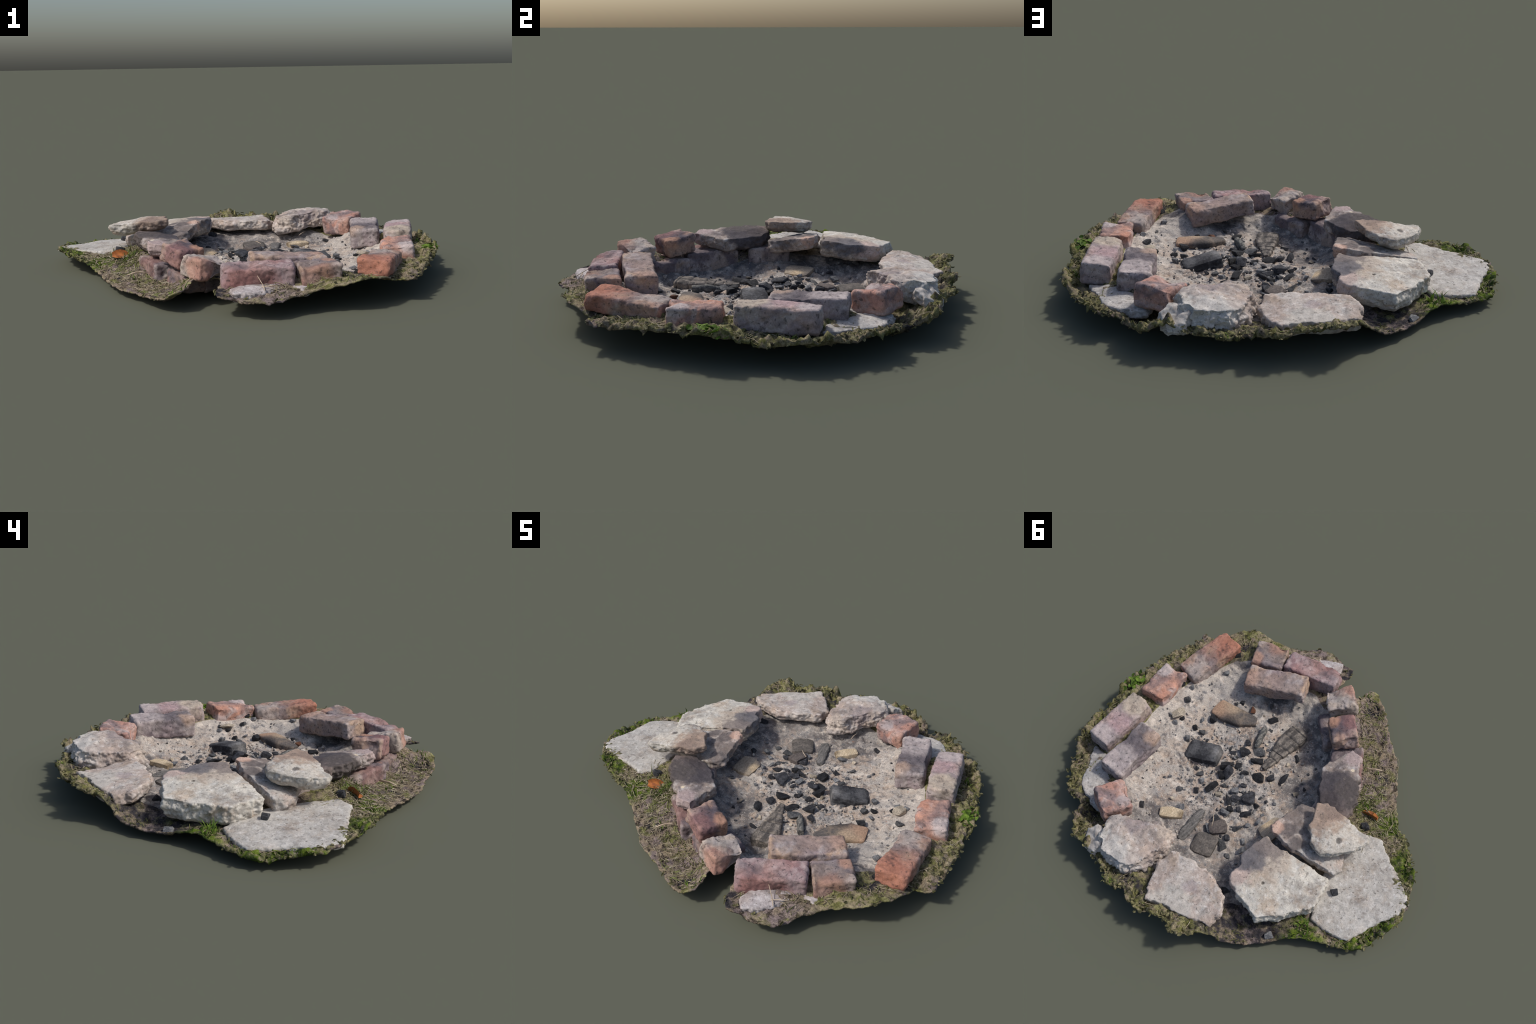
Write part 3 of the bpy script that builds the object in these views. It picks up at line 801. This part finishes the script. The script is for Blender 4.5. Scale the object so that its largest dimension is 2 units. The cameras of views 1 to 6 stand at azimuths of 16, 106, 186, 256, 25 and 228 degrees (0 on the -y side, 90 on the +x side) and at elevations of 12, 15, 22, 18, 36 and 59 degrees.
# x, y, length, breadth, height (cm), turn (degrees), colour
LUMPS = [(.166, -.164, 6.2, 5.2, 2.2, 0, "g"), (.219, -.109, 5.2, 5.4, 3.2, 20, "k"), (.056, -.053, 5.8, 5.6, 2.6, 0, "k"), (-.035, -.151, 3.2, 7, 2.6, -30, "k"),
         (.22, .019, 7.5, 3.2, 4.4, 18, "k"), (.202, .076, 5, 4.4, 3.2, 0, "k"), (.178, .045, 5.4, 5.6, 5.4, 30, "k"), (.181, .158, 7, 4.4, 3.2, 25, "k"),
         (.129, -.019, 3.4, 2.8, 2, 0, "k"), (.001, .065, 6.8, 8.2, 3, -8, "k"), (.044, .114, 5.2, 4, 2.4, 0, "k"), (.069, .143, 2.6, 6.2, 2.4, 10, "k"),
         (.037, .207, 6.4, 3, 2.4, -35, "g"), (.023, .173, 3.4, 3.2, 2.4, 0, "k"), (-.013, .146, 2.8, 3.2, 2.4, 0, "k"), (-.055, .137, 5.8, 3, 2.2, -5, "k"),
         (-.061, .063, 3, 3.4, 2.2, 0, "k"), (.036, .262, 4.4, 4, 3.2, 20, "k"), (.017, .318, 3.4, 6, 2.6, 15, "g"), (-.079, .21, 6.6, 3.2, 2, 18, "g"),
         (-.185, .284, 3.6, 3.2, 2.6, 0, "g"), (-.303, .492, 4.6, 3.8, 3, 0, "k"), (-.077, .286, 3, 3.6, 2, 0, "k"), (-.081, .328, 4, 7.2, 1.8, 12, "g"),
         (-.15, .248, 2.4, 3.6, 1.8, 0, "g"), (-.152, .354, 3, 3, 2, 0, "g"), (.135, -.118, 6.4, 3.6, 2.4, 0, "k"), (.013, -.102, 4.2, 4.2, 2.6, 0, "k"),
         (.249, -.166, 3, 4.4, 2.4, 0, "k"), (.005, -.291, 2.6, 5.4, 1.8, 0, "k"), (.262, -.36, 5.4, 3.2, 1.8, 20, "k"), (.385, -.326, 2.8, 5, 2.4, 0, "r"),
         (.485, -.127, 3.8, 5, 3.2, 0, "k"), (.518, -.073, 2.6, 2.6, 2, 0, "g"), (.641, -.367, 3.2, 3.2, 2, 0, "g"), (.689, -.485, 5, 3.4, 2.6, 0, "k"),
         (.698, -.163, 2.6, 3.2, 2.2, 0, "g"), (.746, -.137, 3.2, 2.6, 2.4, 0, "k"), (.66, -.096, 3.6, 3.2, 2.4, 0, "g"), (.604, .042, 2.8, 2.6, 1.8, 0, "g"),
         (.651, .03, 2.6, 2.6, 1.8, 0, "g"), (.628, -.003, 7, 5.2, 3, 10, "c"), (.51, -.017, 2.6, 3.2, 2, 0, "k"), (.464, -.026, 3.2, 2.6, 2, 0, "g"),
         (.49, .058, 3.2, 3.2, 2.6, 0, "g"), (.285, .146, 3.8, 2.6, 1.8, 0, "g"), (.25, .169, 3.2, 3.2, 2, 0, "g"), (.229, .226, 3, 3.2, 2, 0, "k"),
         (.258, -.064, 3.2, 2.6, 1.8, 0, "k"), (.181, -.031, 3.2, 3.2, 2, 0, "k"), (.354, .483, 2.6, 3.6, 2, 0, "k"), (.293, .28, 3.2, 2.6, 1.6, 0, "g"),
         (.208, .353, 5, 4, 1.8, 0, "g"), (.129, .157, 3.8, 2.6, 1.6, 0, "c"), (.086, .084, 4.4, 3.6, 1.8, 0, "g"), (-.679, .141, 4.4, 3, 2.4, 10, "k"),
         (-.55, -.215, 4.2, 4, 3.4, 0, "k"), (-.602, .495, 4, 3.6, 2.2, 0, "g"), (-.244, .251, 3, 3, 2.2, 0, "k")]
AXIS6 = math.atan2(-.74, -.67)
lr = random.Random(21)


def drop_lump(x, y, a, b, h, turn, key, z=None):
    ob = PALETTE[key][lr.randrange(12)]
    o = bpy.data.objects.new("charcoal" if key in "kg" else "pebble", ob)
    zz = height(x, y) if z is None else z
    o.location = (x, y, zz + .36 * h)
    o.scale = (a, b, h)
    o.rotation_euler = (lr.uniform(-.18, .18), lr.uniform(-.18, .18), AXIS6 + math.radians(turn) + lr.uniform(-.1, .1))
    link(o)


for x, y, a, b, h, turn, key in LUMPS:
    zz = .092 if abs(x + .679) < .002 else None
    drop_lump(x, y, a / 90, b / 90, h / 92, turn, key, zz)
ash_arr = np.array(ASH)
count = 0
while count < 55:
    x, y = lr.gauss(.22, .22), lr.gauss(-.02, .2)
    if not inside1(ash_arr * .86, x, y):
        continue
    s = lr.uniform(.014, .026)
    drop_lump(x, y, s * lr.uniform(.8, 1.5), s, s * lr.uniform(.6, .9), lr.uniform(0, 180), lr.choice("kkggggcc"))
    count += 1


def scatter(name, n, place, size, mat, seed):
    """Crumbs too small to pick apart, joined into one mesh."""
    r = random.Random(seed)
    bm = bmesh.new()
    for _ in range(n):
        x, y = place(r)
        if not inside1(ash_arr * .95, x, y):
            continue
        s = r.uniform(*size)
        m = Matrix.Translation((x, y, height(x, y) + s * .25)) @ Matrix.Rotation(r.uniform(0, 6.3), 4, (r.random(), r.random(), 1)) @ Matrix.Diagonal((s * r.uniform(.7, 1.5), s, s * r.uniform(.5, .9), 1))
        geo = bmesh.ops.create_icosphere(bm, subdivisions=1, radius=.6, matrix=m)
        for v in geo["verts"]:
            v.co += Vector((r.uniform(-1, 1), r.uniform(-1, 1), r.uniform(-1, 1))) * s * .14
    me = bpy.data.meshes.new(name)
    bm.to_mesh(me)
    bm.free()
    me.materials.append(mat)
    ob = link(bpy.data.objects.new(name, me))
    ob["kind"] = "stuff"


def crumb_material(name, seed, a, b, c):
    p = Paint(name, .9, seed, .2)
    col = p.mix(p.mix(a, b, p.noise(55, .42, .58, 2)), c, p.noise(70, .52, .6, 2, .5, 3))
    return p.done(p.grain(col, 200, .2), .3, 200, .002)


scatter("charcoal_crumbs", 170, lambda r: (r.gauss(.25, .24), r.gauss(-.02, .22)), (.006, .013), crumb_material("charcoal_dust", 1, (.035, .035, .04), (.12, .12, .125), (.25, .24, .23)), 31)
scatter("ash_crumbs", 380, lambda r: (r.gauss(.25, .26), r.gauss(.0, .26)), (.006, .015), crumb_material("ash_clods", 2, (.42, .38, .335), (.30, .28, .26), (.50, .45, .40)), 32)


# ------------------------------------------------------------------ plants and litter
def tube(bm, pts, radii, sides=4):
    rings = []
    for i, p in enumerate(pts):
        d = (pts[min(i + 1, len(pts) - 1)] - pts[max(i - 1, 0)]).normalized()
        sx = d.cross(Vector((0.01, 0.02, 1))).normalized()
        sz = sx.cross(d)
        rings.append([bm.verts.new(p + (sx * math.cos(2 * math.pi * j / sides) + sz * math.sin(2 * math.pi * j / sides)) * radii[i]) for j in range(sides)])
    for a, b in zip(rings[:-1], rings[1:]):
        for j in range(sides):
            bm.faces.new((a[j], a[(j + 1) % sides], b[(j + 1) % sides], b[j]))
    bm.faces.new(rings[0][::-1])
    bm.faces.new(rings[-1])


def finish(bm, name, mat, kind="stuff"):
    me = bpy.data.meshes.new(name)
    bm.to_mesh(me)
    bm.free()
    smooth(me)
    me.materials.append(mat)
    ob = link(bpy.data.objects.new(name, me))
    if kind:
        ob["kind"] = kind
    return ob


TURF_POLY = rim2


def in_turf(x, y, margin=.0):
    return inside1(TURF_POLY, x, y) and not inside1(ash2, x, y) and (margin == 0 or np.min(np.linalg.norm(TURF_POLY - (x, y), axis=1)) > margin)


def straw(n, seed):
    r = random.Random(seed)
    bm = bmesh.new()
    made = 0
    while made < n:
        if r.random() < .75:
            x, y = r.uniform(-.75, .02), r.uniform(-.87, -.15)
        else:
            t = r.uniform(0, 2 * math.pi)
            x, y = .93 * math.cos(t), .84 * math.sin(t)
        if not in_turf(x, y, .006):
            continue
        a = r.uniform(0, 6.28)
        ln = r.uniform(.025, .085)
        bend = r.uniform(-1.2, 1.2)
        pts = []
        x0, y0 = x, y
        for k in range(5):
            t = k / 4
            aa = a + bend * (t - .5)
            pts.append(Vector((x0, y0, height(x0, y0) + .005 + .007 * math.sin(3.14 * t) * r.random())))
            x0 += math.cos(aa) * ln / 4
            y0 += math.sin(aa) * ln / 4
        if not in_turf(x0, y0):
            continue
        w = r.uniform(.0008, .0018)
        tube(bm, pts, [w * .6, w, w, w * .8, w * .4], 3)
        made += 1
    p = Paint("straw", .9, 4, .1)
    col = p.mix((.40, .34, .24), (.22, .18, .13), p.noise(40, .42, .6, 2))
    col = p.mix(col, (.48, .43, .33), p.noise(55, .55, .65, 2, .5, 3))
    col = p.mix(col, (.22, .24, .09), p.noise(25, .56, .62, 2, .5, 6))
    finish(bm, "dry_straw", p.done(col, 0))


straw(1150, 41)


def blade(bm, r, x, y, h, w, lean, heading, z=None):
    z = height(x, y) if z is None else z
    d = Vector((math.cos(heading), math.sin(heading), 0))
    s = Vector((-d.y, d.x, 0))
    rows = []
    for k in range(5):
        t = k / 4
        c = Vector((x, y, z - .003)) + d * (lean * h * t * t) + Vector((0, 0, h * (t - .25 * lean * t * t)))
        ww = w * (1 - t ** 1.8) * .5 + .0004
        rows.append((bm.verts.new(c - s * ww + d * ww * .4), bm.verts.new(c), bm.verts.new(c + s * ww + d * ww * .4)))
    for a, b in zip(rows[:-1], rows[1:]):
        bm.faces.new((a[0], a[1], b[1], b[0]))
        bm.faces.new((a[1], a[2], b[2], b[1]))


def leafy(name, base, light, seed):
    p = Paint(name, .7, seed, .3)
    col = p.mix(base, light, p.noise(30, .38, .6, 4))
    col = p.grain(col, 60, .4)
    tr = p.node("ShaderNodeBsdfTranslucent")
    p.nt.links.new(col, tr.inputs["Color"])
    ms = p.node("ShaderNodeMixShader")
    ms.inputs[0].default_value = .25
    p.done(col, .2, 120, .002)
    out = p.nt.nodes["Material Output"]
    p.nt.links.new(p.bsdf.outputs[0], ms.inputs[1])
    p.nt.links.new(tr.outputs[0], ms.inputs[2])
    p.nt.links.new(ms.outputs[0], out.inputs["Surface"])
    return p.mat


GREEN = leafy("fresh_grass", (.055, .11, .012), (.15, .235, .03), 1)
MEADOW = leafy("dull_grass", (.06, .075, .02), (.17, .17, .06), 3)
OLIVE = leafy("moss_leaf", (.075, .075, .03), (.235, .215, .11), 2)
# tufts: x, y, spread, blades, height, width
r = random.Random(51)
bm = bmesh.new()
for x, y, spread, n, h, w in [(-.70, .365, .035, 16, .05, .009), (-.74, .385, .03, 10, .022, .008), (-.92, .235, .06, 46, .018, .006), (-.975, .1, .035, 26, .018, .006), (-.86, .295, .03, 14, .014, .006),
                              (-.86, -.215, .05, 30, .018, .005), (-.74, -.30, .05, 26, .016, .005), (-.62, -.335, .04, 16, .014, .005), (-.47, -.31, .04, 26, .035, .005), (-.36, -.5, .02, 8, .025, .008),
                              (.85, .5, .012, 4, .045, .011), (.86, .335, .02, 5, .03, .012), (-.02, -.82, .03, 14, .03, .006), (.1, .87, .04, 12, .03, .006), (-.95, -.1, .015, 5, .02, .006)]:
    for _ in range(n):
        bx, by = r.gauss(x, spread * .6), r.gauss(y, spread * .6)
        if in_turf(bx, by):
            blade(bm, r, bx, by, h * r.uniform(.6, 1.2), w * r.uniform(.6, 1.1), r.uniform(.2, .9), r.uniform(0, 6.28))
finish(bm, "grass_blades", GREEN)
bm = bmesh.new()
for x, y, spread, n, h, w in [(-.47, -.27, .07, 90, .04, .004), (-.4, -.36, .06, 60, .03, .004), (-.2, -.56, .07, 50, .025, .004), (-.08, -.7, .06, 40, .025, .004), (-.62, -.3, .1, 90, .022, .005),
                              (-.85, -.2, .08, 90, .02, .006), (-.92, .2, .1, 110, .018, .006), (-.72, .38, .06, 50, .02, .006), (-.5, .62, .06, 40, .02, .004), (.45, -.76, .12, 90, .022, .004), (.7, -.62, .1, 70, .022, .005),
                              (.9, -.3, .1, 60, .02, .006), (.93, .2, .12, 80, .02, .006), (.84, .45, .1, 60, .022, .006), (.1, .84, .12, 80, .022, .006), (-.2, .82, .1, 80, .02, .006)]:
    for _ in range(n):
        bx, by = r.gauss(x, spread * .7), r.gauss(y, spread * .7)
        if in_turf(bx, by):
            blade(bm, r, bx, by, h * r.uniform(.5, 1.2), w * r.uniform(.6, 1.2), r.uniform(.4, 1.4), r.uniform(0, 6.28))
finish(bm, "dull_grass_blades", MEADOW)


def leaf_patch(bm, centre, normal, heading, length, width, cup):
    n = normal.normalized()
    d = Vector((math.cos(heading), math.sin(heading), 0))
    d = (d - n * d.dot(n)).normalized()
    s = n.cross(d)
    rows = []
    for i in range(5):
        t = i / 4
        ww = width * .5 * math.sin(math.pi * (.12 + .80 * t)) ** .7
        rows.append([bm.verts.new(centre + d * (length * (t - .3)) + s * (ww * u) + n * (cup * length * (u * u * .6 - (t - .4) ** 2 * 1.2))) for u in (-1, -.5, 0, .5, 1)])
    for a, b in zip(rows[:-1], rows[1:]):
        for j in range(4):
            bm.faces.new((a[j], a[j + 1], b[j + 1], b[j]))


# soft moss and clover-like leaves hanging over the rim
r = random.Random(61)
bm = bmesh.new()
made = 0
while made < 620:
    k = r.randrange(len(rim2))
    x, y = rim2[k]
    m = mossiness(x, y)
    if r.random() > m * .95 + .06:
        continue
    out = Vector((x, y, 0)).normalized()
    off = r.gauss(-.022, .018)
    x, y = x + out.x * min(off, .006), y + out.y * min(off, .006)
    tilt = Vector((out.x * r.uniform(-.2, .9) + r.uniform(-.5, .5), out.y * r.uniform(-.2, .9) + r.uniform(-.5, .5), 1))
    leaf_patch(bm, Vector((x, y, height(x, y) + r.uniform(.0, .012) * (.4 + m))), tilt, math.atan2(out.y, out.x) + r.gauss(0, .9), r.uniform(.011, .025), r.uniform(.008, .018), r.uniform(-.4, .5))
    made += 1
finish(bm, "moss", OLIVE)
# bright clover patch on the right rim
bm = bmesh.new()
for _ in range(26):
    a = r.uniform(0, 6.28)
    x, y = r.gauss(.945, .018), r.gauss(.04, .035)
    leaf_patch(bm, Vector((min(x, .965), y, height(min(x, .965), y) + r.uniform(.004, .022))), Vector((r.uniform(-.5, .8), r.uniform(-.6, .6), 1)), a, r.uniform(.025, .04), r.uniform(.02, .032), r.uniform(-.3, .4))
finish(bm, "clover_leaves", GREEN)

# a fallen leaf and a pale twig on the straw
p = Paint("dead_leaf", .8, 2, .2)
LEAF = p.done(p.mix((.42, .15, .045), (.24, .085, .035), p.noise(40, .42, .62, 4)), .4, 90, .003)
bm = bmesh.new()
leaf_patch(bm, Vector((-.535, -.285, height(-.535, -.285) + .018)), Vector((.15, -.75, .75)), math.radians(15), .085, .05, .35)
finish(bm, "fallen_leaf", LEAF, None)
p = Paint("pale_twig", .85, 3, .2)
TWIG = p.done(p.mix((.55, .45, .34), (.36, .28, .2), p.noise(30, .42, .62, 4)), .3, 90, .002)
bm = bmesh.new()
tube(bm, [Vector((-.375, -.535, .072)), Vector((-.345, -.51, .08)), Vector((-.325, -.492, .079)), Vector((-.30, -.485, .074))], [.002, .004, .005, .003], 6)
finish(bm, "twig", TWIG, None)
bm = bmesh.new()
tube(bm, [Vector((.29, -.73, .16)), Vector((.335, -.785, .125)), Vector((.35, -.81, .11))], [.001, .002, .002], 5)
tube(bm, [Vector((.33, -.79, .118)), Vector((.37, -.775, .122)), Vector((.41, -.765, .118))], [.002, .002, .001], 5)
finish(bm, "twig", TWIG, None)
bm = bmesh.new()
tube(bm, [Vector((.045, .262, .075)), Vector((.02, .285, .08)), Vector((.0, .315, .075))], [.0015, .002, .0015], 5)
tube(bm, [Vector((.22, .565, .09)), Vector((.205, .53, .085)), Vector((.20, .50, .08))], [.0015, .002, .0015], 5)
finish(bm, "twig", TWIG, None)
